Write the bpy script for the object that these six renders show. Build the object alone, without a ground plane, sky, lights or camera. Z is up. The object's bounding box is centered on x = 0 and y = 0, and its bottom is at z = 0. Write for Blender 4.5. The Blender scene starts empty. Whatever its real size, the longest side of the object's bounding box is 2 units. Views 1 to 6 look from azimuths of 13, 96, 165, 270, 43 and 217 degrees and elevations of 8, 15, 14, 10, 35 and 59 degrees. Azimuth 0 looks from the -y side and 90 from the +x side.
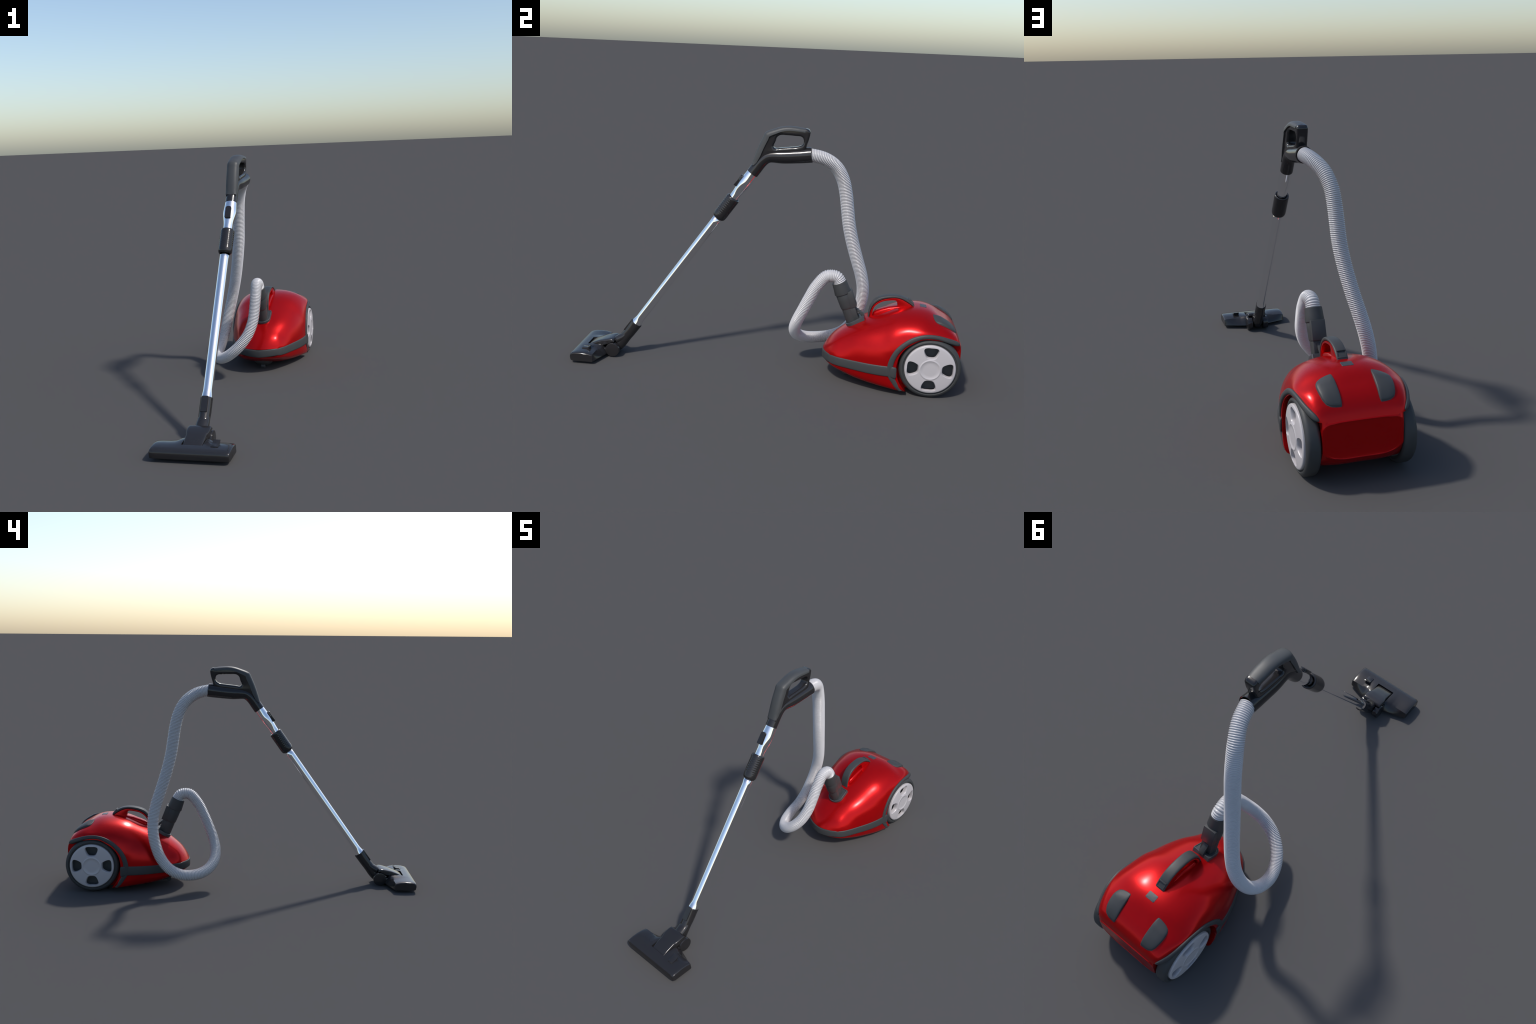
import bpy, bmesh, math
import numpy as np
from mathutils import Vector, Matrix

CX = 0.0187            # the canister's middle plane (x); the wand lies in x = WX
WX = 0.0015
PI = math.pi

# ------------------------------------------------------------------ materials
def mat(name, col, rough=0.4, metal=0.0, coat=0.0, coat_rough=0.05, spec=0.5,
        grain=0.0, grain_scale=300.0, bump=0.0, bump_scale=900.0, sheen=0.0):
    m = bpy.data.materials.new(name)
    m.use_nodes = True
    nt = m.node_tree
    b = nt.nodes["Principled BSDF"]
    b.inputs["Base Color"].default_value = (*col, 1)
    b.inputs["Roughness"].default_value = rough
    b.inputs["Metallic"].default_value = metal
    b.inputs["Coat Weight"].default_value = coat
    b.inputs["Coat Roughness"].default_value = coat_rough
    b.inputs["Specular IOR Level"].default_value = spec
    tc = nt.nodes.new("ShaderNodeTexCoord")
    if grain > 0:
        n = nt.nodes.new("ShaderNodeTexNoise")
        n.inputs["Scale"].default_value = grain_scale
        n.inputs["Detail"].default_value = 3
        nt.links.new(tc.outputs["Object"], n.inputs["Vector"])
        r = nt.nodes.new("ShaderNodeValToRGB")
        r.color_ramp.elements[0].position = 0.3
        r.color_ramp.elements[1].position = 0.7
        r.color_ramp.elements[0].color = (*[c * (1 - grain) for c in col], 1)
        r.color_ramp.elements[1].color = (*[min(1, c * (1 + grain)) for c in col], 1)
        nt.links.new(n.outputs["Fac"], r.inputs["Fac"])
        nt.links.new(r.outputs["Color"], b.inputs["Base Color"])
    if bump > 0:
        n2 = nt.nodes.new("ShaderNodeTexNoise")
        n2.inputs["Scale"].default_value = bump_scale
        nt.links.new(tc.outputs["Object"], n2.inputs["Vector"])
        bp = nt.nodes.new("ShaderNodeBump")
        bp.inputs["Strength"].default_value = bump
        bp.inputs["Distance"].default_value = 0.0005
        nt.links.new(n2.outputs["Fac"], bp.inputs["Height"])
        nt.links.new(bp.outputs["Normal"], b.inputs["Normal"])
    return m

RED = mat("red_lacquer", (0.48, 0.0035, 0.005), rough=0.235, metal=0.58, spec=0.3, grain=0.02)
GREY = mat("grey_rubber", (0.044, 0.0455, 0.0465), rough=0.5, spec=0.35, grain=0.05, bump=0.1)
TYRE = mat("tyre_rubber", (0.043, 0.045, 0.046), rough=0.55, spec=0.35, grain=0.05, bump=0.1)
BLACK = mat("gloss_black_plastic", (0.019, 0.018, 0.019), rough=0.16, spec=0.5, grain=0.05)
SOFT = mat("soft_touch_grip", (0.055, 0.057, 0.058), rough=0.48, spec=0.4, grain=0.05, bump=0.1)
DARK = mat("matt_black", (0.045, 0.047, 0.05), rough=0.6, spec=0.3, grain=0.05)
HOSE = mat("white_hose_plastic", (0.50, 0.487, 0.492), rough=0.28, spec=0.5, grain=0.02)
RIM = mat("silver_plastic", (0.46, 0.432, 0.440), rough=0.35, spec=0.5, grain=0.02)
CHROME = mat("chrome", (0.97, 0.97, 0.98), rough=0.02, metal=1.0, grain=0.01)
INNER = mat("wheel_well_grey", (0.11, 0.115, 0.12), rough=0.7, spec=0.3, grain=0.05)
SLATE = mat("slate_plastic", (0.045, 0.048, 0.052), rough=0.38, spec=0.5, grain=0.05)

# ------------------------------------------------------------------ helpers
COL = bpy.context.scene.collection

def finish(name, me, m, parent=None, angle=35):
    me.materials.clear()
    me.materials.append(m)
    if angle is None:
        me.shade_flat()
    else:
        me.shade_smooth()
        me.set_sharp_from_angle(angle=math.radians(angle))
    o = bpy.data.objects.new(name, me)
    COL.objects.link(o)
    if parent:
        o.parent = parent
    return o

def mesh(name, verts, faces):
    me = bpy.data.meshes.new(name)
    me.from_pydata([tuple(map(float, v)) for v in verts], [], faces)
    bm = bmesh.new(); bm.from_mesh(me)
    bmesh.ops.remove_doubles(bm, verts=bm.verts, dist=1e-6)
    bmesh.ops.recalc_face_normals(bm, faces=bm.faces)
    bm.to_mesh(me); bm.free()
    me.update()
    return me

def rings_mesh(name, rings, closed_path=False, cap=True):
    """loft through rings (all with the same number of points, each closed)"""
    n = len(rings[0]); V = [p for r in rings for p in r]; F = []
    R = len(rings)
    for i in range(R if closed_path else R - 1):
        a = i * n; b = ((i + 1) % R) * n
        for k in range(n):
            F.append((a + k, a + (k + 1) % n, b + (k + 1) % n, b + k))
    if cap and not closed_path:
        F.append(tuple(range(n - 1, -1, -1)))
        F.append(tuple(range((R - 1) * n, R * n)))
    return mesh(name, V, F)

def join_meshes(name, mes):
    bm = bmesh.new()
    for me in mes:
        bm.from_mesh(me)
    out = bpy.data.meshes.new(name)
    bm.to_mesh(out); bm.free()
    return out

def hermite(xs, Y, xq):
    """smooth curve through points (non-uniform Catmull-Rom, clamped overshoot)"""
    xs = np.asarray(xs, float); Y = np.asarray(Y, float); xq = np.asarray(xq, float)
    sh = Y.shape; Yf = Y.reshape(len(xs), -1)
    d = np.diff(Yf, axis=0) / np.diff(xs)[:, None]
    m = np.empty_like(Yf)
    h = np.diff(xs)[:, None]
    m[1:-1] = (d[:-1] * h[1:] + d[1:] * h[:-1]) / (h[1:] + h[:-1])
    m[0] = 1.5 * d[0] - .5 * m[1]; m[-1] = 1.5 * d[-1] - .5 * m[-2]
    i = np.clip(np.searchsorted(xs, xq, side="right") - 1, 0, len(xs) - 2)
    hh = (xs[i + 1] - xs[i])[:, None]; t = ((xq - xs[i])[:, None]) / hh
    r = ((2*t**3 - 3*t**2 + 1) * Yf[i] + (t**3 - 2*t**2 + t) * hh * m[i]
         + (-2*t**3 + 3*t**2) * Yf[i + 1] + (t**3 - t**2) * hh * m[i + 1])
    return r.reshape((len(xq),) + sh[1:])

def smooth_path(pts, n):
    P = np.asarray(pts, float)
    L = np.r_[0, np.cumsum(np.linalg.norm(np.diff(P, axis=0), axis=1))]
    return hermite(L, P, np.linspace(0, L[-1], n))

def frames(P, up):
    """tangents and two normals along a path, rotation minimising"""
    T = np.gradient(P, axis=0); T /= np.linalg.norm(T, axis=1)[:, None]
    u = np.asarray(up, float); u = u - T[0] * (u @ T[0]); u /= np.linalg.norm(u)
    U = [u]
    for i in range(1, len(P)):
        u = U[-1] - T[i] * (U[-1] @ T[i]); u /= np.linalg.norm(u); U.append(u)
    U = np.array(U); W = np.cross(T, U)
    return T, U, W

def lathe(name, prof, origin, axis, seg=64, sx=1.0, xdir=(1, 0, 0), sxs=None, cap=True):
    """turn a profile [(s, r)] round an axis; open ends are closed by caps"""
    a = np.asarray(axis, float); a /= np.linalg.norm(a)
    u = np.asarray(xdir, float); u = u - a * (u @ a); u /= np.linalg.norm(u)
    w = np.cross(a, u); o = np.asarray(origin, float)
    th = np.linspace(0, 2 * PI, seg, endpoint=False)
    rings = []
    for j, (s, r) in enumerate(prof):
        k = sxs[j] if sxs is not None else sx
        rings.append([o + a * s + u * (max(r, 1e-4) * k * math.cos(t)) + w * (max(r, 1e-4) * math.sin(t)) for t in th])
    return rings_mesh(name, rings, cap=cap)

def box(name, lo, hi, M=None, bevel=0.0, seg=2):
    bm = bmesh.new()
    bmesh.ops.create_cube(bm, size=1)
    for v in bm.verts:
        v.co = Vector([(lo[i] + hi[i]) / 2 + v.co[i] * (hi[i] - lo[i]) for i in range(3)])
    if bevel:
        bmesh.ops.bevel(bm, geom=bm.edges[:], offset=bevel, segments=seg, affect="EDGES", profile=0.5)
    if M is not None:
        bm.transform(M)
    bmesh.ops.recalc_face_normals(bm, faces=bm.faces)
    me = bpy.data.meshes.new(name); bm.to_mesh(me); bm.free()
    return me

def prism(name, outline, x0, x1, bevel=0.0, seg=3, plane="x"):
    """extrude a (y, z) outline from x0 to x1, rims bevelled"""
    bm = bmesh.new()
    A = [bm.verts.new((x0, p[0], p[1])) for p in outline]
    B = [bm.verts.new((x1, p[0], p[1])) for p in outline]
    n = len(outline)
    fa = bm.faces.new(A); fb = bm.faces.new(B[::-1])
    for i in range(n):
        bm.faces.new((A[i], B[i], B[(i + 1) % n], A[(i + 1) % n]))
    bmesh.ops.recalc_face_normals(bm, faces=bm.faces)
    if bevel:
        rim = list(fa.edges) + list(fb.edges)
        bmesh.ops.bevel(bm, geom=rim, offset=bevel, segments=seg, affect="EDGES", profile=0.5, clamp_overlap=True)
    bmesh.ops.triangulate(bm, faces=[f for f in bm.faces if len(f.verts) > 4])
    me = bpy.data.meshes.new(name); bm.to_mesh(me); bm.free()
    return me

def boolean(me, cutters, op="DIFFERENCE", solver="MANIFOLD"):
    o = bpy.data.objects.new("tmp_body", me); COL.objects.link(o)
    cs = []
    for c in cutters:
        co = bpy.data.objects.new("tmp_cut", c); COL.objects.link(co); cs.append(co)
        md = o.modifiers.new("b", "BOOLEAN"); md.object = co; md.operation = op; md.solver = solver
    dg = bpy.context.evaluated_depsgraph_get(); dg.update()
    out = bpy.data.meshes.new_from_object(o.evaluated_get(dg))
    for c in cs + [o]:
        bpy.data.objects.remove(c, do_unlink=True)
    return out

def strip(name, outer, inner, thick, sink=0.006, n=60, side=(1, 0, 0), cols=9, round_end=8):
    """rounded rubber strip between two border curves: bulges `thick` above them"""
    O = smooth_path(outer, n); I = smooth_path(inner, n)
    C = (O + I) / 2; T = np.gradient(C, axis=0)
    rings = []
    for k in range(n):
        u = min(1.0, (n - 1 - k + .15) / round_end); f = math.sqrt(max(0, 1 - (1 - u)**2))      # rounded far end
        wd = (I[k] - O[k]) * f; nn = np.cross(T[k], wd); nn /= np.linalg.norm(nn)
        if nn @ np.asarray(side, float) < 0: nn = -nn
        if callable(side): nn = side(k)
        top = []
        for j in range(cols):
            a = PI * j / (cols - 1)
            e = abs(math.sin(a)) ** 0.65
            top.append(C[k] - wd * 0.5 * math.cos(a) + nn * (np.interp(k / n, [0, .30, .5, 1], [.55, .55, 1, 1]) * thick * f * e))
        bot = [C[k] + wd / 2 - nn * sink, C[k] - wd / 2 - nn * sink]
        rings.append(top + bot)
    return rings_mesh(name, rings)

def empty(name, parent=None):
    e = bpy.data.objects.new(name, None); COL.objects.link(e); e.parent = parent
    return e

root = empty("vacuum_cleaner")
root["label"] = "red canister vacuum cleaner with white hose, chrome wand and black nozzle"
root["category"] = "vacuum cleaner"

# ------------------------------------------------------------------ canister body
# cross-sections: y, bow of the section, upper half (rim -> crown), lower half (rim -> keel)
ST = [
 (.316, .040, [(.107,.140),(.106,.1415),(.100,.143),(.080,.144),(.055,.144),(.030,.1435),(0,.143)], [(.107,.103),(.100,.099),(.060,.098),(0,.097)]),
 (.328, .038, [(.116,.142),(.113,.151),(.105,.158),(.085,.163),(.058,.166),(.030,.167),(0,.167)], [(.116,.100),(.108,.092),(.060,.088),(0,.087)]),
 (.350, .035, [(.132,.143),(.1265,.157),(.117,.172),(.098,.188),(.068,.1965),(.035,.199),(0,.200)], [(.132,.100),(.122,.085),(.070,.076),(0,.074)]),
 (.400, .028, [(.154,.144),(.1485,.165),(.135,.191),(.108,.2225),(.078,.237),(.040,.2455),(0,.2475)], [(.154,.100),(.143,.074),(.085,.057),(0,.053)]),
 (.460, .018, [(.176,.146),(.171,.180),(.157,.222),(.131,.256),(.094,.277),(.050,.286),(0,.289)], [(.176,.100),(.164,.062),(.100,.038),(0,.032)]),
 (.530, .008, [(.201,.148),(.196,.190),(.181,.240),(.153,.281),(.112,.308),(.058,.323),(0,.328)], [(.201,.100),(.187,.053),(.120,.025),(0,.019)]),
 (.600, .000, [(.219,.150),(.214,.200),(.200,.252),(.172,.300),(.130,.334),(.070,.355),(0,.361)], [(.219,.100),(.208,.045),(.140,.022),(0,.017)]),
 (.660, .000, [(.2275,.151),(.2265,.190),(.2225,.235),(.202,.302),(.155,.352),(.085,.380),(0,.386)], [(.227,.100),(.219,.036),(.150,.021),(0,.017)]),
 (.710, .000, [(.228,.150),(.227,.220),(.2195,.279),(.200,.328),(.155,.368),(.085,.394),(0,.399)], [(.228,.100),(.223,.028),(.150,.021),(0,.018)]),
 (.760, .000, [(.228,.150),(.2265,.240),(.218,.311),(.197,.345),(.152,.379),(.080,.401),(0,.4055)], [(.228,.100),(.223,.028),(.150,.021),(0,.018)]),
 (.810, .000, [(.228,.150),(.225,.250),(.217,.3265),(.195,.352),(.148,.381),(.077,.401),(0,.4055)], [(.228,.100),(.223,.028),(.150,.026),(0,.024)]),
 (.850, .000, [(.225,.150),(.222,.250),(.2125,.328),(.190,.347),(.142,.3715),(.077,.3915),(0,.397)], [(.224,.100),(.215,.038),(.150,.032),(0,.030)]),
 (.900, .000, [(.214,.150),(.211,.250),(.202,.319),(.182,.341),(.138,.358),(.075,.3675),(0,.369)], [(.214,.110),(.203,.060),(.140,.054),(0,.052)]),
 (.940, .000, [(.200,.150),(.197,.250),(.189,.306),(.171,.325),(.128,.339),(.070,.343),(0,.344)], [(.200,.120),(.188,.078),(.130,.068),(0,.066)]),
 (.957, .000, [(.192,.150),(.190,.245),(.182,.298),(.165,.314),(.122,.325),(.067,.328),(0,.329)], [(.192,.130),(.172,.090),(.118,.074),(0,.072)]),
 (.970, .000, [(.184,.150),(.182,.240),(.175,.289),(.160,.303),(.118,.311),(.065,.3125),(0,.313)], [(.183,.140),(.162,.103),(.108,.083),(0,.080)]),
 (.984, .000, [(.172,.165),(.171,.230),(.166,.270),(.153,.281),(.115,.287),(.062,.289),(0,.2895)], [(.171,.150),(.150,.116),(.100,.098),(0,.095)]),
 (.993, .000, [(.162,.178),(.161,.212),(.158,.240),(.145,.256),(.110,.262),(.060,.264),(0,.2645)], [(.162,.150),(.141,.126),(.095,.111),(0,.109)]),
]
ys = np.array([s[0] for s in ST]); bow = np.array([s[1] for s in ST])
HALF = np.array([list(s[2][::-1]) + list(s[3]) for s in ST])          # crown -> rim -> keel

YD = np.linspace(ys[0], ys[-1], 340)
HD = hermite(ys, HALF, YD)
for _ in range(110):                                                 # fair the lines lengthwise, keep nose and tail crisp
    sm_ = HD.copy(); sm_[1:-1] = (HD[:-2] + 2 * HD[1:-1] + HD[2:]) / 4
    wt = np.interp(YD, [.345, .40, .84, .90], [0, 1, 1, 0])[:, None, None]
    HD = HD * (1 - wt) + sm_ * wt

def half_sections(yq):
    yq = np.asarray(yq, float)
    i = np.clip(np.searchsorted(YD, yq) - 1, 0, len(YD) - 2)
    t = ((yq - YD[i]) / (YD[i + 1] - YD[i]))[:, None, None]
    return HD[i] * (1 - t) + HD[i + 1] * t, np.interp(yq, ys, bow)

def ring_of(half, y, b, sub=6):
    pts = list(half) + [(-x, z) for x, z in half[-2:0:-1]]
    P = np.array(pts); n = len(P)
    out = []
    for i in range(n):                                                # closed Catmull-Rom
        p0, p1, p2, p3 = P[i-1], P[i], P[(i+1) % n], P[(i+2) % n]
        d01 = np.linalg.norm(p1-p0)**.5 + 1e-6; d12 = np.linalg.norm(p2-p1)**.5 + 1e-6; d23 = np.linalg.norm(p3-p2)**.5 + 1e-6
        m1 = (p2-p1) + d12*((p1-p0)/d01 - (p2-p0)/(d01+d12))
        m2 = (p2-p1) + d12*((p3-p2)/d23 - (p3-p1)/(d12+d23))
        for j in range(sub):
            t = j / sub
            out.append((2*t**3-3*t**2+1)*p1 + (t**3-2*t**2+t)*m1 + (-2*t**3+3*t**2)*p2 + (t**3-t**2)*m2)
    out = np.array(out)
    w = max(half[:, 0])
    return np.column_stack([out[:, 0] + CX, y + b * np.clip(np.abs(out[:, 0]) / w, 0, 1.05)**2, out[:, 1]])

def shell_top(X, y):
    """height of the shell's upper side at canister coordinates (X from middle, y)"""
    h, b = half_sections(np.array([y]))
    r = ring_of(h[0], y, 0.0, 12)
    x = r[:, 0] - CX
    up = (r[:, 2] > .2) & (x >= -1e-6)
    o = np.argsort(x[up])
    return float(np.interp(abs(X), x[up][o], r[up, 2][o]))

yq = np.unique(np.concatenate([np.linspace(.316, .36, 12), np.linspace(.36, .95, 75), np.linspace(.95, .993, 14)]))
hs, bs = half_sections(yq)
rings = [ring_of(h, y, b) for h, y, b in zip(hs, yq, bs)]
last = rings[-1]
cen = np.array([CX, 0, .168])
for y, kx, kz in ((.9952, .985, .985), (.9968, .955, .965), (.9970, .925, .945), (.9962, .905, .935), (.9958, .890, .925)):
    r = last.copy(); r[:, 0] = CX + (r[:, 0] - CX) * kx; r[:, 2] = .172 + (r[:, 2] - .172) * kz; r[:, 1] = y
    rings.append(r)
n = len(rings[0]); V = np.concatenate(rings); F = []
for i in range(len(rings) - 1):
    for k in range(n):
        F.append((i*n + k, i*n + (k+1) % n, (i+1)*n + (k+1) % n, (i+1)*n + k))
for base, flip in ((0, True), ((len(rings)-1)*n, False)):             # end caps: bridge left and right
    for k in range(n // 2):
        a, b, c, d = k, k + 1, (n - k - 1) % n, (n - k) % n
        f = [base + i for i in dict.fromkeys((a, b, c, d))]
        if len(f) >= 3: F.append(tuple(f[::-1] if flip else f))
shell = mesh("body_shell", V, F)

well = [(.752,-.05),(.742,.018),(.7272,.040),(.695,.092),(.690,.120),(.684,.150),(.687,.175),(.694,.205),(.716,.243),(.756,.277),(.800,.3005),(.852,.3035),(.905,.294),(.980,.2665),(1.06,.243),(1.06,-.05)]
def sm_outline(pts, n):
    return smooth_path(pts, n).tolist()
well_s = well[:2] + sm_outline(well[2:14], 54) + well[14:]
cut = [prism("well", well_s, CX + .158, CX + .40), prism("well", well_s, CX - .40, CX - .158)]
shell = boolean(shell, cut)
body = finish("body_shell", shell, RED, root, 32)

# bumper band round the nose
hs2, bs2 = half_sections(np.linspace(.316, .640, 60))
side = []
for h, y, b in zip(hs2, np.linspace(.316, .640, 60), bs2):
    side.append((h[6][0], y + b, h[6][1], h[7][1]))
side = np.array(side)
front = [(x, .316 + .040 * (x / .107)**2, .140 + .0 * x, .100) for x in np.linspace(0, .107, 14)[:-1]]
front = [(x, y, np.interp(x, [0, .107], [.1385, .143]), np.interp(x, [0, .107], [.0965, .103])) for x, y, _, _ in front]
right = np.array(front + [tuple(s) for s in side])
tail = np.array([(.2275, .655, .151, .100), (.2310, .670, .151, .096), (.2315, .681, .150, .094), (.2300, .6845, .147, .097)])
right = np.vstack([right, tail])
path = np.vstack([right[::-1], right[1:] * np.array([-1, 1, 1, 1])])
Cn = np.column_stack([path[:, 0] + CX, path[:, 1], (path[:, 2] + path[:, 3]) / 2])
Tn = np.gradient(Cn, axis=0); Tn[:, 2] = 0; Tn /= np.linalg.norm(Tn, axis=1)[:, None]
for _ in range(2):
    Tn[1:-1] = (Tn[:-2] + 2 * Tn[1:-1] + Tn[2:]) / 4
Tn /= np.linalg.norm(Tn, axis=1)[:, None]
Nn = np.cross(Tn, np.array([0, 0, 1.0]))
if Nn[len(Nn)//2][1] > 0: Nn = -Nn
rg = []
for c, nn, p in zip(Cn, Nn, path):
    hh = (p[2] - p[3]) / 2 + .001
    ring = []
    for j in range(11):
        a = PI * j / 10
        ring.append(c + np.array([0, 0, hh * math.cos(a)]) + nn * (.0045 * abs(math.sin(a))**.5 + .0005))
    ring.append(c + np.array([0, 0, -hh]) - nn * .010)
    ring.append(c + np.array([0, 0, hh]) - nn * .010)
    rg.append(ring)
finish("bumper_band", rings_mesh("bumper_band", rg), GREY, root, 50)

# wheel-arch trims
ao = [(.2220,.7065,.0265),(.2245,.6884,.041),(.2265,.6660,.0712),(.2272,.6500,.095),(.2275,.6415,.125),(.227,.641,.155),(.228,.6465,.182),(.227,.660,.218),(.224,.682,.252),(.220,.710,.279),(.2185,.751,.3075),(.2185,.784,.321),(.216,.820,.328),(.211,.868,.326),(.1935,.930,.3085),(.176,.968,.2925),(.163,.987,.2805)]
ai = [(.2225,.7235,.033),(.2250,.7110,.047),(.2268,.6960,.068),(.2275,.6820,.091),(.2282,.6690,.125),(.2285,.669,.155),(.2290,.679,.198),(.2285,.688,.218),(.2265,.710,.247),(.2245,.732,.268),(.2230,.766,.289),(.2220,.800,.3045),(.2190,.830,.3080),(.2150,.866,.306),(.2070,.918,.2905),(.1915,.955,.2755),(.172,.983,.2615)]
for sgn in (1, -1):
    o_ = [(CX + sgn * x, y, z) for x, y, z in ao]; i_ = [(CX + sgn * x, y, z) for x, y, z in ai]
    finish("wheel_arch_trim", strip("wheel_arch_trim", o_, i_, .0085, .010, 140, (sgn, 0, .25), 11), GREY, root, 50)

# rear exhaust pads
def pad(sgn, levels=None):
    out = [(.077,.8535),(.100,.854),(.122,.857),(.138,.864),(.146,.876),(.149,.895),(.1475,.920),(.142,.945),(.132,.961),(.115,.9685),(.095,.9705),(.0725,.971)]
    out = np.array(out)
    dense = []
    m = 7
    cl = np.vstack([out, out[:1]])
    for i in range(len(out)):
        for j in range(m):
            dense.append(cl[i] + (cl[i+1] - cl[i]) * j / m)
    dense = np.array(dense); d2 = dense.copy()
    for _ in range(3):
        d2 = (np.roll(d2, 1, 0) + 2 * d2 + np.roll(d2, -1, 0)) / 4
    cen = np.array([.108, .915])
    rr = []
    for k, h in levels or ((1.0, -.006), (1.0, .0035), (.99, .0060), (.97, .0078), (.93, .0092), (.85, .0103), (.7, .0112), (.5, .0118), (.3, .012), (.15, .012), (.02, .012)):
        ring = []
        for p in d2:
            q = cen + (p - cen) * k
            ring.append((CX + sgn * q[0], q[1], shell_top(q[0], q[1]) + (h if levels or h < 0 else h * np.interp(q[1], [.852, .866, .888, .95, .972], [.12, .45, 1, 1, .75]))))
        rr.append(ring)
    return rings_mesh("exhaust_pad", rr)
for sgn in (1, -1):
    pd = finish("exhaust_pad", pad(sgn), GREY, root, 40)
    finish("pad_shade_ring", pad(sgn, ((1.0, -.006), (1.028, -.0005), (1.028, .0006), (1.0, .0006))), DARK, pd, 40)  # added dark ring in place of a cut gap; imitates its shade

# small square panel behind the carrying handle
def round_rect(hx, hy, r, n=6):
    return [(sx_ * (hx - r) + r * math.cos(math.radians(a0 + 90 * q / n)), sy_ * (hy - r) + r * math.sin(math.radians(a0 + 90 * q / n)))
            for sx_, sy_, a0 in ((1, 1, 0), (-1, 1, 90), (-1, -1, 180), (1, -1, 270)) for q in range(n + 1)]
rr = []
for k, h in ((1.0, -.004), (1.0, .0006), (.975, .0012), (.6, .0013), (.3, .0013), (.02, .0013)):
    rr.append([(CX + x * k, .808 + y * k, shell_top(x * k, .808 + y * k) + h) for x, y in round_rect(.0235, .0160, .004)])
finish("indicator_panel", rings_mesh("indicator_panel", rr), SLATE, root, 40)

# ------------------------------------------------------------------ carrying handle
outer = [(.5335,.322),(.5345,.345),(.5375,.372),(.547,.399),(.561,.419),(.577,.4325),(.598,.442),(.620,.4475),(.650,.4515),(.680,.451),(.706,.446),(.730,.4355),(.748,.423),(.760,.411),(.7655,.400)]
under = [(.541,.322),(.5425,.345),(.547,.367),(.556,.388),(.569,.4045),(.584,.416),(.602,.426),(.622,.4325),(.650,.438),(.677,.439),(.699,.434),(.720,.424),(.739,.413),(.752,.404),(.760,.394)]
hole = [(.557,.345),(.558,.372),(.565,.387),(.576,.3995),(.590,.410),(.606,.418),(.633,.4245),(.656,.4275),(.668,.4265),(.674,.4205),(.678,.402),(.685,.372)]
U = sm_outline(under, 60); Hh = sm_outline(hole, 50)
core_poly = U + [(.758,.380),(.690,.350)] + Hh[::-1] + [(.552,.315)]
core_poly = core_poly[::-1]
core = prism("handle_core", core_poly, CX - .0218, CX + .0218, .002, 2)
# low red spine under the grip
sp = []
for y, zt, w in ((.559,.352,.014),(.564,.361,.022),(.575,.368,.026),(.600,.379,.028),(.640,.3925,.029),(.680,.4005,.030),(.720,.4035,.031),(.770,.4045,.030),(.80,.400,.02)):
    ring = []
    for j in range(24):
        a = 2 * PI * j / 24
        c, s = math.cos(a), math.sin(a)
        ring.append((CX + w * .9 * abs(c)**.38 * np.sign(c), y, zt - .0425 + .04 * abs(s)**.38 * np.sign(s)))
    sp.append(ring)
spine = rings_mesh("spine", sp)
handle = finish("carrying_handle", join_meshes("carrying_handle", [core, spine]), RED, root, 35)
gO = smooth_path([(0, *p) for p in outer], 70); gU = smooth_path([(0, *p) for p in under], 70)
rg = []
for k in range(70):
    c = (gO[k] + gU[k]) / 2; d = (gO[k] - gU[k]); th = np.linalg.norm(d) / 2; d /= 2 * th
    ring = []
    for j in range(24):
        a = 2 * PI * j / 24
        ring.append(np.array([CX, 0, 0]) + c + np.array([1, 0, 0]) * (.0233 * abs(math.cos(a))**.45 * np.sign(math.cos(a))) + d * (th * abs(math.sin(a))**.7 * np.sign(math.sin(a))))
    rg.append(ring)
finish("handle_grip", rings_mesh("handle_grip", rg), GREY, handle, 45)
# latch frame on the rear slope of the grip
p0 = np.array([.737,.4335]); p1 = np.array([.763,.407]); sl = (p1 - p0) / np.linalg.norm(p1 - p0); nn = np.array([-sl[1], sl[0]])
if nn[1] < 0: nn = -nn
M = Matrix(((1, 0, 0, CX), (0, sl[0], nn[0], p0[0]), (0, sl[1], nn[1], p0[1]), (0, 0, 0, 1)))
latch = [box("l", (-.0195, -.002, -.004), (.0195, .004, .0045), M, .0012),
         box("l", (-.0195, .002, -.004), (-.0145, .030, .0022), M, .001),
         box("l", (.0145, .002, -.004), (.0195, .030, .0022), M, .001),
         box("l", (-.0195, .027, -.004), (.0195, .033, .0022), M, .001)]
finish("handle_latch", join_meshes("handle_latch", latch), GREY, handle, 30)

# ------------------------------------------------------------------ wheels
RW = .1520; WY, WZ = .848, .152
def arc(c, r, a0, a1, n):
    return [(c[0] + r * math.cos(math.radians(a)), c[1] + r * math.sin(math.radians(a))) for a in np.linspace(a0, a1, n)]
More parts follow.
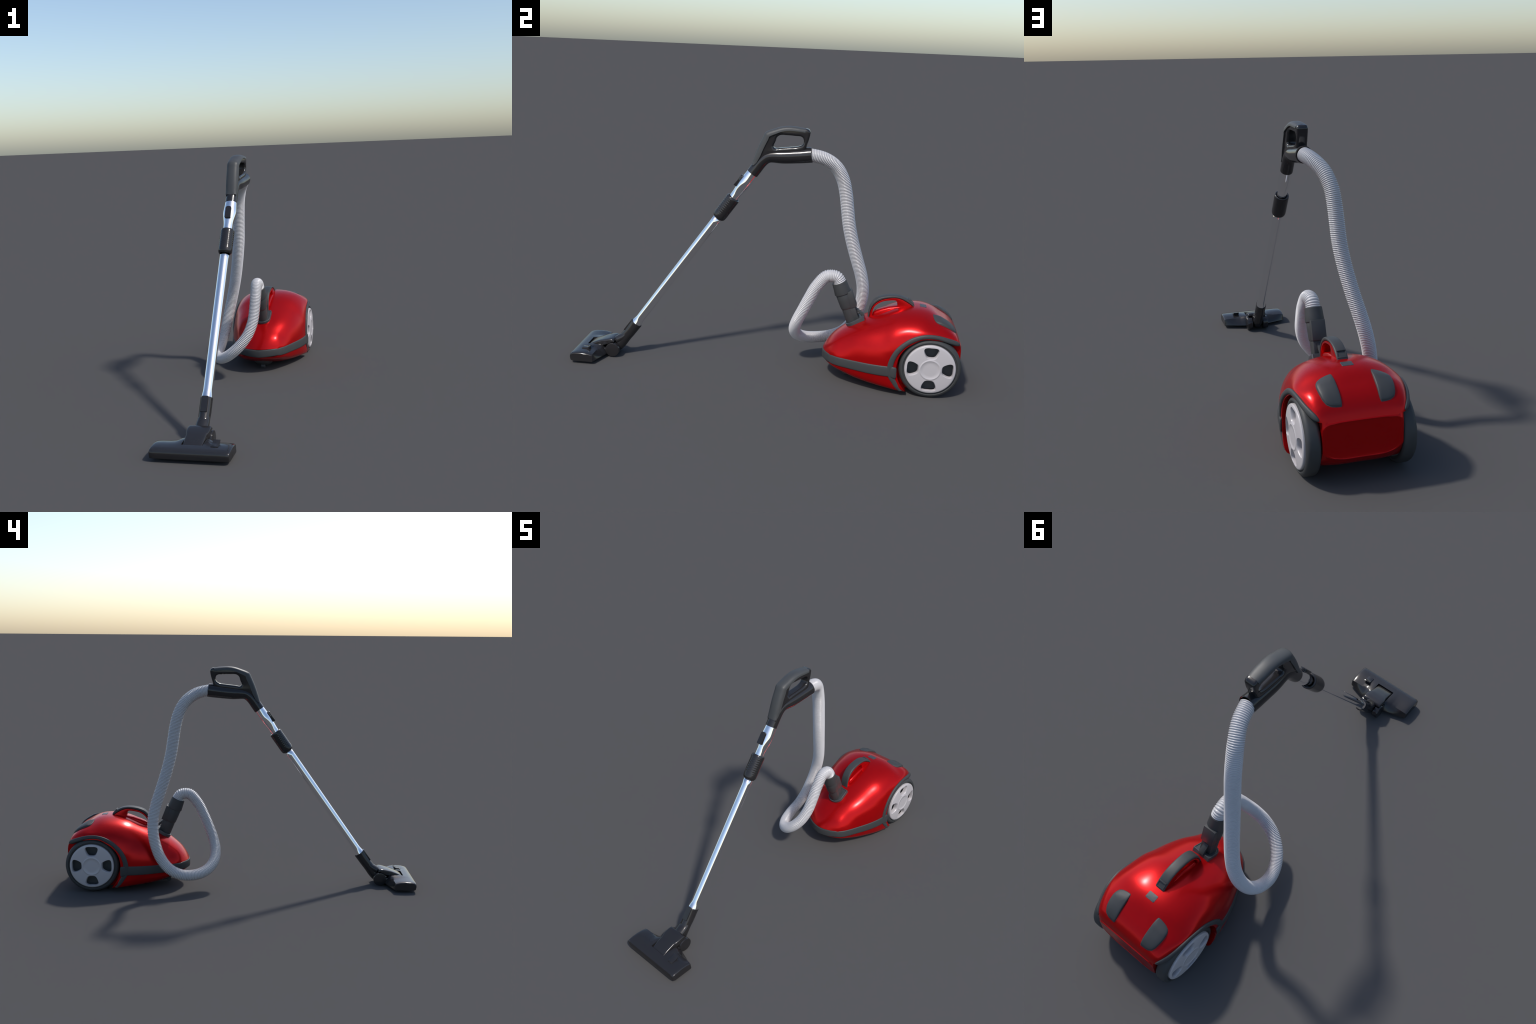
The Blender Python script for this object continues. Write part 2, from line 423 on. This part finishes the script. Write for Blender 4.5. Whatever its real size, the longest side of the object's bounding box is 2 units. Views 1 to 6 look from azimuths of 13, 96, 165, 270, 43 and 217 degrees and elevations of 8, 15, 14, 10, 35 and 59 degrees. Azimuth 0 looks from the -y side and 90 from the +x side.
# profile: s outwards along the axle (0 = inner face), r radius
W = .061
tyre_prof = [(.004, .1235), (.004, .130)] + [(s, r) for s, r in arc((.016, RW - .016), .016, 180, 90, 7)] \
    + [(W * .5, RW + .0003)] + [(s, r) for s, r in arc((W - .022, RW - .020), .020, 90, 10, 8)] + [(W - .0035, .1330), (W - .0080, .1320), (W - .0085, .1258), (W - .013, .1252), (W - .013, .1235), (.004, .1235)]
tyre_me = lathe("tyre", tyre_prof, (0, 0, 0), (1, 0, 0), 96, xdir=(0, 1, 0), cap=False)
tyre_me.materials.append(TYRE)
rim_prof = [(.046, .002), (.046, .112), (.048, .119), (.046, .1243), (.0600, .1243), (.0625, .1232), (.0642, .121), (.0652, .117), (.0660, .112), (.0685, .085), (.0700, .060), (.0702, .0545), (.0704, .0530), (.0716, .0515), (.0724, .0492), (.0724, .0475), (.0716, .0450), (.0706, .0436), (.0708, .03), (.0710, .002)]
rim_me = lathe("rim", rim_prof, (0, 0, 0), (1, 0, 0), 128, xdir=(0, 1, 0))
holes = []
for k in range(4):
    a = k * PI / 2
    base = [(.0345, .098), (.031, .106), (.022, .1095), (0, .1105), (-.022, .1095), (-.031, .106), (-.0345, .098), (-.033, .088), (-.026, .072), (-.0195, .063), (-.013, .0600), (0, .0590), (.013, .0600), (.0195, .063), (.026, .072), (.033, .088)]
    B = np.array(base); B = np.vstack([B, B[:1]])
    sm = smooth_path(np.column_stack([np.zeros(len(B)), B]), 49)[:-1, 1:]
    rot = [(t * math.cos(a) - r * math.sin(a), t * math.sin(a) + r * math.cos(a)) for t, r in sm]
    ctr = np.array([-math.sin(a), math.cos(a)]) * .086
    # flared hole: wide at the face, slightly narrower inside
    rings_ = []
    for s, kx in ((.020, .95), (.040, .98), (.056, 1.00), (.0635, 1.03), (.0668, 1.08), (.0690, 1.14), (.074, 1.25)):
        rings_.append([(s, ctr[0] + (p[0] - ctr[0]) * kx, ctr[1] + (p[1] - ctr[1]) * kx) for p in rot])
    holes.append(rings_mesh("hole", rings_))
rim_me = boolean(rim_me, holes)
rim_me.materials.clear(); rim_me.materials.append(RIM)
drum_me = lathe("wheel", [(-.006, .03), (-.006, .1240), (.008, .1240), (.0075, .1225), (.004, .1180), (.004, .040), (.030, .036), (.030, .003)], (0, 0, 0), (1, 0, 0), 64, xdir=(0, 1, 0))
for me in (tyre_me, rim_me):
    me.shade_smooth(); me.set_sharp_from_angle(angle=math.radians(40))
drum_me.materials.append(INNER); drum_me.shade_smooth(); drum_me.set_sharp_from_angle(angle=math.radians(35))
for sgn in (1, -1):
    w = bpy.data.objects.new("wheel", drum_me); COL.objects.link(w); w.parent = root
    w.location = (CX + sgn * .1595, WY, WZ)
    if sgn < 0: w.rotation_euler = (0, 0, PI)
    for nm, me in (("tyre", tyre_me), ("rim", rim_me)):
        o = bpy.data.objects.new(nm, me); COL.objects.link(o); o.parent = w

# front caster
cst = finish("caster_housing", lathe("caster_housing", [(0, .060), (.014, .059), (.026, .053), (.036, .042), (.043, .027), (.045, .012), (.045, .001)], (CX, .457, .060), (0, -.42, -1), 48), GREY, root, 50)
finish("caster_wheel", lathe("caster_wheel", [(-.011, .004), (-.011, .0125), (-.009, .0145), (.009, .0145), (.011, .0125), (.011, .004)], (CX, .438, .0147), (1, 0, 0), 32, xdir=(0, 1, 0)), DARK, cst, 40)

# ------------------------------------------------------------------ hose connector
CO = np.array([CX + .0005, .3775, .4975]); CA = np.array([0, .364, -.931])
cuff = lathe("hose_connector", [(.004, .029), (0, .033), (-.0005, .0365), (.0012, .0380), (.030, .0400), (.058, .0424), (.0615, .0420), (.0645, .0375)], CO, CA, 56)
midp = lathe("c", [(.060, .036), (.066, .0385), (.100, .0372), (.132, .0355), (.139, .0345), (.146, .0305), (.150, .030)], CO, CA, 56)
lowp = lathe("c", [(.140, .0315), (.152, .0322), (.218, .0305), (.222, .030)], CO, CA, 56)
conn = finish("hose_connector", join_meshes("hose_connector", [cuff, midp, lowp]), GREY, root, 30)
nv = np.array([0, .931, .364])
Mc = Matrix(((1, 0, 0, CO[0]), (0, nv[1], CA[1], CO[1]), (0, nv[2], CA[2], CO[2]), (0, 0, 0, 1)))
clip = [box("k", (-.0315, .000, .056), (.0315, .0490, .143), Mc, .0025), box("k", (-.0285, .000, .140), (.0285, .0385, .212), Mc, .003),
        prism("k", [(.464,.367),(.472,.369),(.507,.344),(.514,.334),(.510,.316),(.499,.318),(.499,.334),(.465,.359)], CO[0] - .0128, CO[0] + .0128, .0015, 2)]
finish("connector_clip", join_meshes("connector_clip", clip), GREY, conn, 30)
# D-shaped base plate lying on the shell
pu = np.array([0, .838, .546]); pn = np.array([0, -.546, .838]); pc = np.array([CX + .001, .4745, .3005])
rr = []
outl = []
for j in range(25):
    a = PI + PI * j / 24
    outl.append((.046 * math.cos(a), -.012 + .043 * math.sin(a)))
outl += [(.0465, .020), (.0465, .043), (.043, .0475), (0, .0475), (-.043, .0475), (-.0465, .043), (-.0465, .020)]
for k, h in ((1, -.022), (1, .010), (.985, .0120), (.955, .0128), (.90, .0128), (.87, .0105), (.1, .0105)):
    rr.append([pc + np.array([1, 0, 0]) * (x * k) + pu * (t * k) + pn * h for x, t in outl])
finish("connector_base", rings_mesh("connector_base", rr), SLATE, conn, 30)

# ------------------------------------------------------------------ corrugated hose
HP = [(.001,.192,1.1328),(-.020,.267,1.114),(-.049,.324,1.072),(-.069,.361,1.008),(-.078,.381,.934),(-.084,.393,.859),(-.090,.405,.783),(-.101,.422,.709),(-.115,.443,.636),(-.131,.466,.564),(-.149,.488,.493),(-.168,.502,.420),(-.186,.501,.345),(-.201,.485,.272),(-.214,.455,.202),(-.225,.406,.145),(-.227,.336,.113),(-.204,.264,.107),(-.160,.203,.121),(-.104,.165,.156),(-.048,.157,.207),(-.004,.173,.268),(.020,.201,.335),(.027,.232,.405),(.028,.267,.473),(.024,.322,.527),(.021,.3640,.521),(.021,.3815,.4955)]
RIBS, PER = 255, 8
NP = RIBS * PER + 1
HP = [(x - .0025 * max(0, min(1, (.55 - z) / .3)) * min(1, max(0, (.0 - x) / .1)), y, z) for x, y, z in HP]
P = smooth_path(HP, 6000)
Ln = np.r_[0, np.cumsum(np.linalg.norm(np.diff(P, axis=0), axis=1))]
P = np.column_stack([np.interp(np.linspace(0, Ln[-1], NP), Ln, P[:, a]) for a in range(3)])
# slip the ends straight into their sockets
T_, U_, W_ = frames(P, (1, 0, 0))
f = np.linspace(0, 1, NP)
rad = hermite([0, .06, .16, .3, .42, .55, .68, .8, .9, 1.0], np.array([[.0333],[.0337],[.0341],[.0337],[.0327],[.0311],[.0309],[.0309],[.0314],[.0332]]), f)[:, 0]
ph = np.arange(NP) / PER
prof = np.abs(np.sin(PI * ph)) ** 0.9
SEG = 40
th = np.linspace(0, 2 * PI, SEG, endpoint=False)
ct, st = np.cos(th), np.sin(th)
rg = []
for k in range(NP):
    r = rad[k] - .0043 * (1 - prof[k])
    rg.append((P[k][None, :] + r * (ct[:, None] * U_[k] + st[:, None] * W_[k])))
hose = finish("hose", rings_mesh("hose", rg), HOSE, root, 180)

# ------------------------------------------------------------------ wand
A0 = np.array([WX, -.0918, 1.0253]); AX = np.array([0, -.57672, -.81694]); AN = np.array([0, -.81694, .57672])
def wand(name, prof, seg=64, sxs=None):
    return lathe(name, prof, A0, AX, seg, sxs=sxs)
def sprof(pts, n):
    P_ = smooth_path([(a, b, 0) for a, b in pts], n)
    return [(p[0], p[1]) for p in P_]
tp = sprof([(.280,.0236),(.324,.0236),(.35,.0236)], 30) + sprof([(.36,.0236),(.6,.0236),(.9,.0230),(.975,.0230)], 30) + sprof([(.985,.0230),(.996,.0231),(1.003,.0235),(1.011,.0244),(1.020,.0256),(1.034,.0272)], 18)
tube_me = wand("wand_tube", tp, 72)
tube = finish("wand_tube", tube_me, CHROME, root, 60)
nrm = []
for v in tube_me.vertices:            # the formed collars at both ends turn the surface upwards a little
    q = np.array(v.co) - A0; sv = q @ AX; d = q - AX * sv; rl = np.linalg.norm(d)
    n0 = np.array(v.normal)
    if rl > .01 and .279 < sv < 1.04:
        tilt = np.interp(sv, [.286, .319], [.75, 0]) + np.interp(sv, [1.002, 1.03], [0, .16])
        n0 = n0 - AX * tilt; n0 /= np.linalg.norm(n0)
    nrm.append(tuple(n0))
tube_me.normals_split_custom_set_from_vertices(nrm)
up_p = sprof([(-.01,.0280),(.002,.0281),(.020,.0288),(.042,.0298),(.060,.0302),(.080,.0295),(.100,.0278),(.116,.0258),(.130,.0243),(.145,.0236),(.165,.0234)], 60)
sx = [1 + .13 * math.exp(-((s - .062) / .040)**2) + .06 * math.exp(-((s - .0) / .03)**2) for s, r in up_p]
tube2 = finish("wand_neck", wand("wand_neck", up_p, 72, sxs=sx), CHROME, root, 60)
# release button on the neck
Mb = Matrix(((1, 0, 0, A0[0]), (0, AX[1], AN[1], A0[1]), (0, AX[2], AN[2], A0[2]), (0, 0, 0, 1)))   # local (x, s, d)
def plate_outline(hw, s0, s1, r0, r1, n=6):
    o = []
    for (cx_, cs_, r, a0) in ((hw - r1, s1 - r1, r1, 0), (-hw + r1, s1 - r1, r1, 90), (-hw + r0, s0 + r0, r0, 180), (hw - r0, s0 + r0, r0, 270)):
        for j in range(n + 1):
            a = math.radians(a0 + 90 * j / n)
            o.append((cx_ + r * math.cos(a), cs_ + r * math.sin(a)))
    return o
def slab(name, ol, levels, Mx):
    c = np.mean(np.array(ol), axis=0)
    rr = []
    for k, d in levels:
        rr.append([Mx @ Vector((c[0] + (x - c[0]) * k, c[1] + (s - c[1]) * k, d)) for x, s in ol])
    return rings_mesh(name, rr)
btn = [slab("b", plate_outline(.0148, .0375, .1035, .011, .003), ((1, .0335), (1, .0385), (.97, .0395), (.5, .0395)), Mb),
       slab("b", plate_outline(.0142, .064, .1030, .003, .003), ((1, .018), (1, .034), (.5, .034)), Mb),
       slab("b", plate_outline(.0140, .038, .070, .010, .003), ((1, .018), (1, .0312), (.5, .0312)), Mb)]
finish("release_button", join_meshes("release_button", btn), BLACK, tube2, 30)

# telescope sleeve with grip grooves on its front half
slp = [(.171,.0255),(.164,.0262),(.1600,.0280),(.1588,.0315),(.1600,.0338),(.1630,.0348)]
slp += [(s, .0357) for s in np.linspace(.168, .268, 110)]
slp += sprof([(.270,.0354),(.277,.0349),(.2835,.0335),(.2885,.0305),(.2915,.0268),(.2918,.0252)], 14)[0:] + [(.286, .0246)]
me = wand("sleeve", slp, 80)
for v in me.vertices:                                                  # ring grooves fading towards the back
    q = np.array(v.co) - A0; s = q @ AX; d = q - AX * s; r = np.linalg.norm(d)
    if .172 < s < .262 and r > .034:
        fr = np.clip((d @ AN) / r * 1.3 + .62, 0, 1)
        g = .0007 * fr * (0.5 + 0.5 * math.cos(2 * PI * (s - .172) / .0113)) * min(1, (s - .170) / .006, (.264 - s) / .006)
        v.co -= Vector(d / r * g)
finish("telescope_sleeve", me, BLACK, root, 50)

# ------------------------------------------------------------------ wand handle
bl = [(.2000,1.1335,.0385),(.160,1.1280,.0378),(.120,1.1235,.0368),(.085,1.1200,.0362),(.055,1.1178,.0355),(.030,1.1170,.0338),(.010,1.1160,.0318),(-.008,1.1135,.0302),(-.024,1.1070,.0298),(-.038,1.0965,.0300),(-.0535,1.0795,.0302),(-.0715,1.0540,.0303),(-.0918,1.0253,.0303)]
B_ = smooth_path([(y, z, r) for y, z, r in bl], 70)
Pb = np.column_stack([np.full(70, WX), B_[:, 0], B_[:, 1]]); T_, U_, W_ = frames(Pb, (1, 0, 0))
rg = []
th = np.linspace(0, 2 * PI, 56, endpoint=False)
def brng(k, r, off=0.0):
    return [Pb[k] + T_[k] * off + U_[k] * (r * math.cos(t)) + W_[k] * (r * math.sin(t)) for t in th]
rg.append(brng(0, .0300, .020)); rg.append(brng(0, .0335, .001)); rg.append(brng(0, .0370, -.0005)); rg.append(brng(0, .0385, .001))
for k in range(1, 70):
    rg.append(brng(k, B_[k, 2]))
rg.append(brng(69, .0285, .0012)); rg.append(brng(69, .0275, .0005)); rg.append(brng(69, .0270, -.015))
barrel = rings_mesh("wand_handle", rg)
# loop of the handle: outline with a finger hole, softly rounded
ho = [(.1700,1.160),(.174,1.180),(.1815,1.205),(.1868,1.230),(.1885,1.246),(.181,1.2570),(.165,1.2610),(.125,1.2660),(.085,1.2685),(.050,1.2645),(.010,1.2520),(-.034,1.2340),(-.046,1.2080),(-.061,1.1745),(-.075,1.1375),(-.087,1.1000),(-.0955,1.0720),(-.1080,1.0540)]
low = [(-.085,1.052),(-.050,1.092),(-.020,1.118),(.010,1.128),(.060,1.130),(.110,1.136),(.150,1.142)]
hi = [(.1575,1.203),(.1525,1.2165),(.143,1.2220),(.120,1.2235),(.075,1.2250),(.036,1.2215),(.0255,1.2130),(.0175,1.1900),(.0100,1.1660),(.0155,1.1590),(.044,1.1615),(.090,1.1665),(.135,1.1740),(.149,1.1805),(.1570,1.1930)]
def curve_solid(name, loops, half, bev, res=4):
    cu = bpy.data.curves.new(name, "CURVE"); cu.dimensions = "2D"; cu.fill_mode = "BOTH"
    cu.extrude = max(half - bev, 1e-4); cu.bevel_depth = bev; cu.bevel_resolution = res; cu.offset = -bev
    for lp in loops:
        s = cu.splines.new("POLY"); s.points.add(len(lp) - 1); s.use_cyclic_u = True
        for p, q in zip(s.points, lp): p.co = (q[0], q[1], 0, 1)
    o = bpy.data.objects.new("tmp_curve", cu); COL.objects.link(o)
    dg = bpy.context.evaluated_depsgraph_get(); dg.update()
    me = bpy.data.meshes.new_from_object(o.evaluated_get(dg))
    bpy.data.objects.remove(o, do_unlink=True)
    # curve plane (x, y) -> world (y, z)
    me.transform(Matrix(((0, 0, 1, WX), (1, 0, 0, 0), (0, 1, 0, 0), (0, 0, 0, 1))))
    bm = bmesh.new(); bm.from_mesh(me)
    bmesh.ops.remove_doubles(bm, verts=bm.verts, dist=1e-5)
    bmesh.ops.recalc_face_normals(bm, faces=bm.faces)
    bm.to_mesh(me); bm.free()
    return me
hic = hi + hi[:1]
gp = [(.1660,1.2606),(.125,1.2660),(.085,1.2685),(.050,1.2645),(.010,1.2520),(-.024,1.2385),(-.0325,1.2335),(-.0365,1.2280),(-.046,1.2080),(-.061,1.1745),(-.075,1.1375),(-.087,1.1000),(-.0955,1.0720)]
gpn = smooth_path([(0, *p) for p in gp], 60); gt = np.gradient(gpn, axis=0)
for _ in range(4): gt[1:-1] = (gt[:-2] + 2 * gt[1:-1] + gt[2:]) / 4
gn = np.cross(gt, np.array([1.0, 0, 0])); gn /= np.linalg.norm(gn, axis=1)[:, None]
if gn[5][2] < 0: gn = -gn
sunk = [(p[1] - .0085 * q[1], p[2] - .0085 * q[2]) for p, q in zip(gpn[1:], gn[1:])]
loop = curve_solid("loop", [sm_outline(ho[:5], 16)[:-1] + sm_outline(ho[4:7], 8) + sunk + [(-.100, 1.052)] + sm_outline(low, 24), sm_outline(hic, 70)[:-1]], .0255, .0115, 5)
wh = finish("wand_handle", join_meshes("wand_handle", [barrel, loop]), BLACK, root, 42)
# soft grip wrapping the outer side of the loop
G = smooth_path([(0, *p) for p in gp], 90); Tg = np.gradient(G, axis=0); Tg /= np.linalg.norm(Tg, axis=1)[:, None]
for _ in range(4): Tg[1:-1] = (Tg[:-2] + 2 * Tg[1:-1] + Tg[2:]) / 4
Ng = np.cross(Tg, np.array([1.0, 0, 0])); Ng /= np.linalg.norm(Ng, axis=1)[:, None]
if Ng[10][2] < 0: Ng = -Ng
wq = np.interp(np.linspace(0, 1, 90), [0, .08, .5, .85, 1], [.0275, .0305, .0318, .0318, .0285])
dq = np.interp(np.linspace(0, 1, 90), [0, .3, .5, .6, .85, .95, 1], [.017, .021, .026, .030, .028, .022, .012])
rg = []
for k in range(90):
    ring = []
    for j in range(17):                                                # outer arch
        a = PI * j / 16
        c, s = math.cos(a), math.sin(a)
        ring.append(np.array([WX, 0, 0]) + G[k] + np.array([1, 0, 0]) * (wq[k] * abs(c)**.80 * np.sign(c)) + Ng[k] * (-dq[k] + (dq[k] + .0008) * abs(s)**.72))
    ring.append(np.array([WX - .020, 0, 0]) + G[k] - Ng[k] * dq[k]); ring.append(np.array([WX + .020, 0, 0]) + G[k] - Ng[k] * dq[k])
    rg.append(ring)
finish("soft_grip", rings_mesh("soft_grip", rg), SOFT, wh, 50)

# ------------------------------------------------------------------ floor nozzle
def nz_profile(x):
    """side outline (y, z) of the nozzle base at distance x from its middle"""
    a = abs(x)
    e = np.interp(a, [0, .145, .158, .166, .172, .176, .178], [0, 0, .0004, .0012, .0026, .0048, .0085])    # rounded ends
    rb = np.interp(a, [0, .062, .178], [-.830, -.832, -.869])
    zr = np.interp(a, [0, .050, .062, .085, .11, .178], [.062, .064, .0630, .0570, .0545, .0535])
    yr = np.interp(a, [0, .045, .062, .085, .178], [-.858, -.858, -.866, -.8755, -.8765])
    zm = np.interp(a, [0, .062, .09, .178], [.0615, .0615, .0605, .0600])
    pts = [(-.990 + e, .0115), (-.9965 + e, .0150), (-.9990 + e * .8, .030), (-.9978 + e * .8, .0440 - e * .3), (-.9945 + e * .8, .0500 - e * .5), (-.9860 + e * .6, .0545 - e * .6), (-.9650, .0580 - e * .7), (-.935, zm - e * .7), (-.905, .5 * (zm + zr) + .0010 - e * .7), (yr - .010, zr - e * .7), (yr - e * .3, zr - .0025 - e * .7), (yr + .3 * (rb - yr) - e * .3, zr - .012), (rb - .004 - e * .3, .0230), (rb - .002 - e * .3, .0160), (rb - .008, .0115)]
    return pts
def nz_ring(x):
    p = nz_profile(x)
    return [(WX + x, y, z) for y, z in p]
xs_n = np.concatenate([[-.178, -.1772, -.1755, -.173, -.170, -.165], np.linspace(-.16, .16, 65), [.165, .170, .173, .1755, .1772, .178]])
base = rings_mesh("floor_nozzle", [nz_ring(x) for x in xs_n])
slot = box("slot", (WX - .0485, -.9420, .036), (WX + .0485, -.78, .12))
base = boolean(base, [slot])
yoke = [box("y", (WX - .057, -.880, .012), (WX - .040, -.806, .048), None, .006), box("y", (WX + .040, -.880, .012), (WX + .057, -.806, .048), None, .006), box("y", (WX - .048, -.93, .012), (WX + .048, -.825, .040), None, .004)]
nozzle = finish("floor_nozzle", join_meshes("floor_nozzle", [base] + yoke), BLACK, root, 32)
# curved flap over the swivel joint
ft = smooth_path([(0,-.9385,.0540),(0,-.9250,.0615),(0,-.905,.0705),(0,-.884,.0785),(0,-.866,.0850),(0,-.846,.0905),(0,-.826,.0950),(0,-.812,.0965),(0,-.802,.0955),(0,-.796,.0905),(0,-.7945,.0840)], 40)
fb = smooth_path([(0,-.9375,.0480),(0,-.925,.0500),(0,-.905,.0540),(0,-.885,.0570),(0,-.866,.0600),(0,-.846,.0640),(0,-.826,.0720),(0,-.812,.0790),(0,-.804,.0820),(0,-.800,.0825),(0,-.7975,.0825)], 40)
rg = []
for k in range(40):
    y = ft[k][1]
    hw = np.interp(y, [-.94, -.90, -.868, -.858, -.84, -.795], [.0445, .0450, .0460, .0505, .0530, .0530])
    t, b = ft[k], fb[k]
    ring = []
    h = t[2] - b[2]
    e = min(.006, h * .45)
    for x, zz in ((-hw, b[2]), (-hw, t[2] - e), (-hw + .0009, t[2] - e * .5), (-hw + .003, t[2] - e * .15), (-hw + .007, t[2] + .0002), (-hw * .5, t[2] + .0008), (0, t[2] + .001), (hw * .5, t[2] + .0008), (hw - .007, t[2] + .0002), (hw - .003, t[2] - e * .15), (hw - .0009, t[2] - e * .5), (hw, t[2] - e), (hw, b[2])):
        yy = np.interp(zz, [b[2], t[2] + .002], [b[1], t[1]])
        ring.append((WX + x, yy, zz))
    rg.append(ring)
finish("joint_flap", rings_mesh("joint_flap", rg), BLACK, nozzle, 40)
# swivel rollers
for sgn in (1, -1):
    r_ = lathe("swivel_roller", [(.030, .010), (.030, .0350), (.032, .0370), (.0575, .0373), (.0590, .0364), (.0596, .0345), (.0596, .001)], (WX, -.805, .0390), (sgn, 0, 0), 56, xdir=(0, 1, 0))
    finish("swivel_roller", r_, BLACK, nozzle, 35)
# foot switch
sw = []
for x0, x1, pts in ((.086, .118, [(-.950,.0605),(-.948,.0640),(-.925,.0655),(-.921,.0668),(-.906,.0760),(-.9035,.0755),(-.9055,.0700),(-.912,.0640),(-.912,.055),(-.948,.055)]),):
    sw.append(prism("sw", pts, WX + x0, WX + x1, .0008, 2))
finish("foot_switch", join_meshes("foot_switch", sw), BLACK, nozzle, 30)
# elbow from the swivel to the wand tube
el = [(A0[1] + AX[1] * s, A0[2] + AX[2] * s) for s in (1.029, 1.045, 1.07, 1.095)]
ep = [(*el[0], .0320, .0285), (*el[1], .0312, .0283), (*el[2], .0305, .0285), (*el[3], .0300, .0285), (-.7450, .1030, .0300, .0272), (-.7560, .0880, .0305, .0272), (-.7690, .0710, .0315, .0275), (-.7850, .0540, .0325, .0290), (-.8010, .0420, .0325, .0270)]
E_ = smooth_path([(a, b, r, q) for a, b, r, q in ep], 48)
Pe = np.column_stack([np.full(48, WX), E_[:, 0], E_[:, 1]]); T_, U_, W_ = frames(Pe, (1, 0, 0))
th = np.linspace(0, 2 * PI, 48, endpoint=False)
rg = [[Pe[0] + T_[0] * .03 + U_[0] * (.0262 * math.cos(t)) + W_[0] * (.0262 * math.sin(t)) for t in th],
      [Pe[0] + T_[0] * .002 + U_[0] * (.0272 * math.cos(t)) + W_[0] * (.0272 * math.sin(t)) for t in th],
      [Pe[0] + U_[0] * (.0285 * math.cos(t)) + W_[0] * (.0285 * math.sin(t)) for t in th]]
ering = lambda k: [Pe[k] + U_[k] * (E_[k, 3] * math.cos(t)) + W_[k] * (E_[k, 2] * math.sin(t)) for t in th]
socket = rings_mesh("socket", rg + [ering(k) for k in range(1, 18)])
lower = rings_mesh("lower", [ering(k) for k in range(15, 48)])
# flare where the elbow meets the flap
fl = smooth_path([(-.7330,.1270,.0235),(-.7440,.1135,.0258),(-.7560,.1030,.0275),(-.7720,.0925,.0290),(-.7940,.0790,.0290)], 24)
Pf = np.column_stack([np.full(24, WX), fl[:, 0], fl[:, 1]]); Tf, Uf, Wf = frames(Pf, (1, 0, 0))
flare = rings_mesh("flare", [[Pf[k] + Uf[k] * (fl[k, 2] * 1.05 * math.cos(t)) + Wf[k] * (fl[k, 2] * .72 * math.sin(t)) for t in th] for k in range(24)])
tmp = bpy.data.objects.new("tmp", join_meshes("tmp", [lower, flare])); COL.objects.link(tmp)
md = tmp.modifiers.new("r", "REMESH"); md.mode = "VOXEL"; md.voxel_size = .0014
md = tmp.modifiers.new("s", "SMOOTH"); md.factor = .5; md.iterations = 14
dg = bpy.context.evaluated_depsgraph_get(); dg.update()
blend = bpy.data.meshes.new_from_object(tmp.evaluated_get(dg)); bpy.data.objects.remove(tmp, do_unlink=True)
elbow = finish("elbow", join_meshes("elbow", [socket, blend]), BLACK, nozzle, 45)
lt = slab("latch", plate_outline(.0155, 1.028, 1.1025, .004, .002), ((1, .018), (1, .0315), (.96, .0328), (.5, .0330)), Mb)
finish("tube_latch", lt, BLACK, elbow, 30)
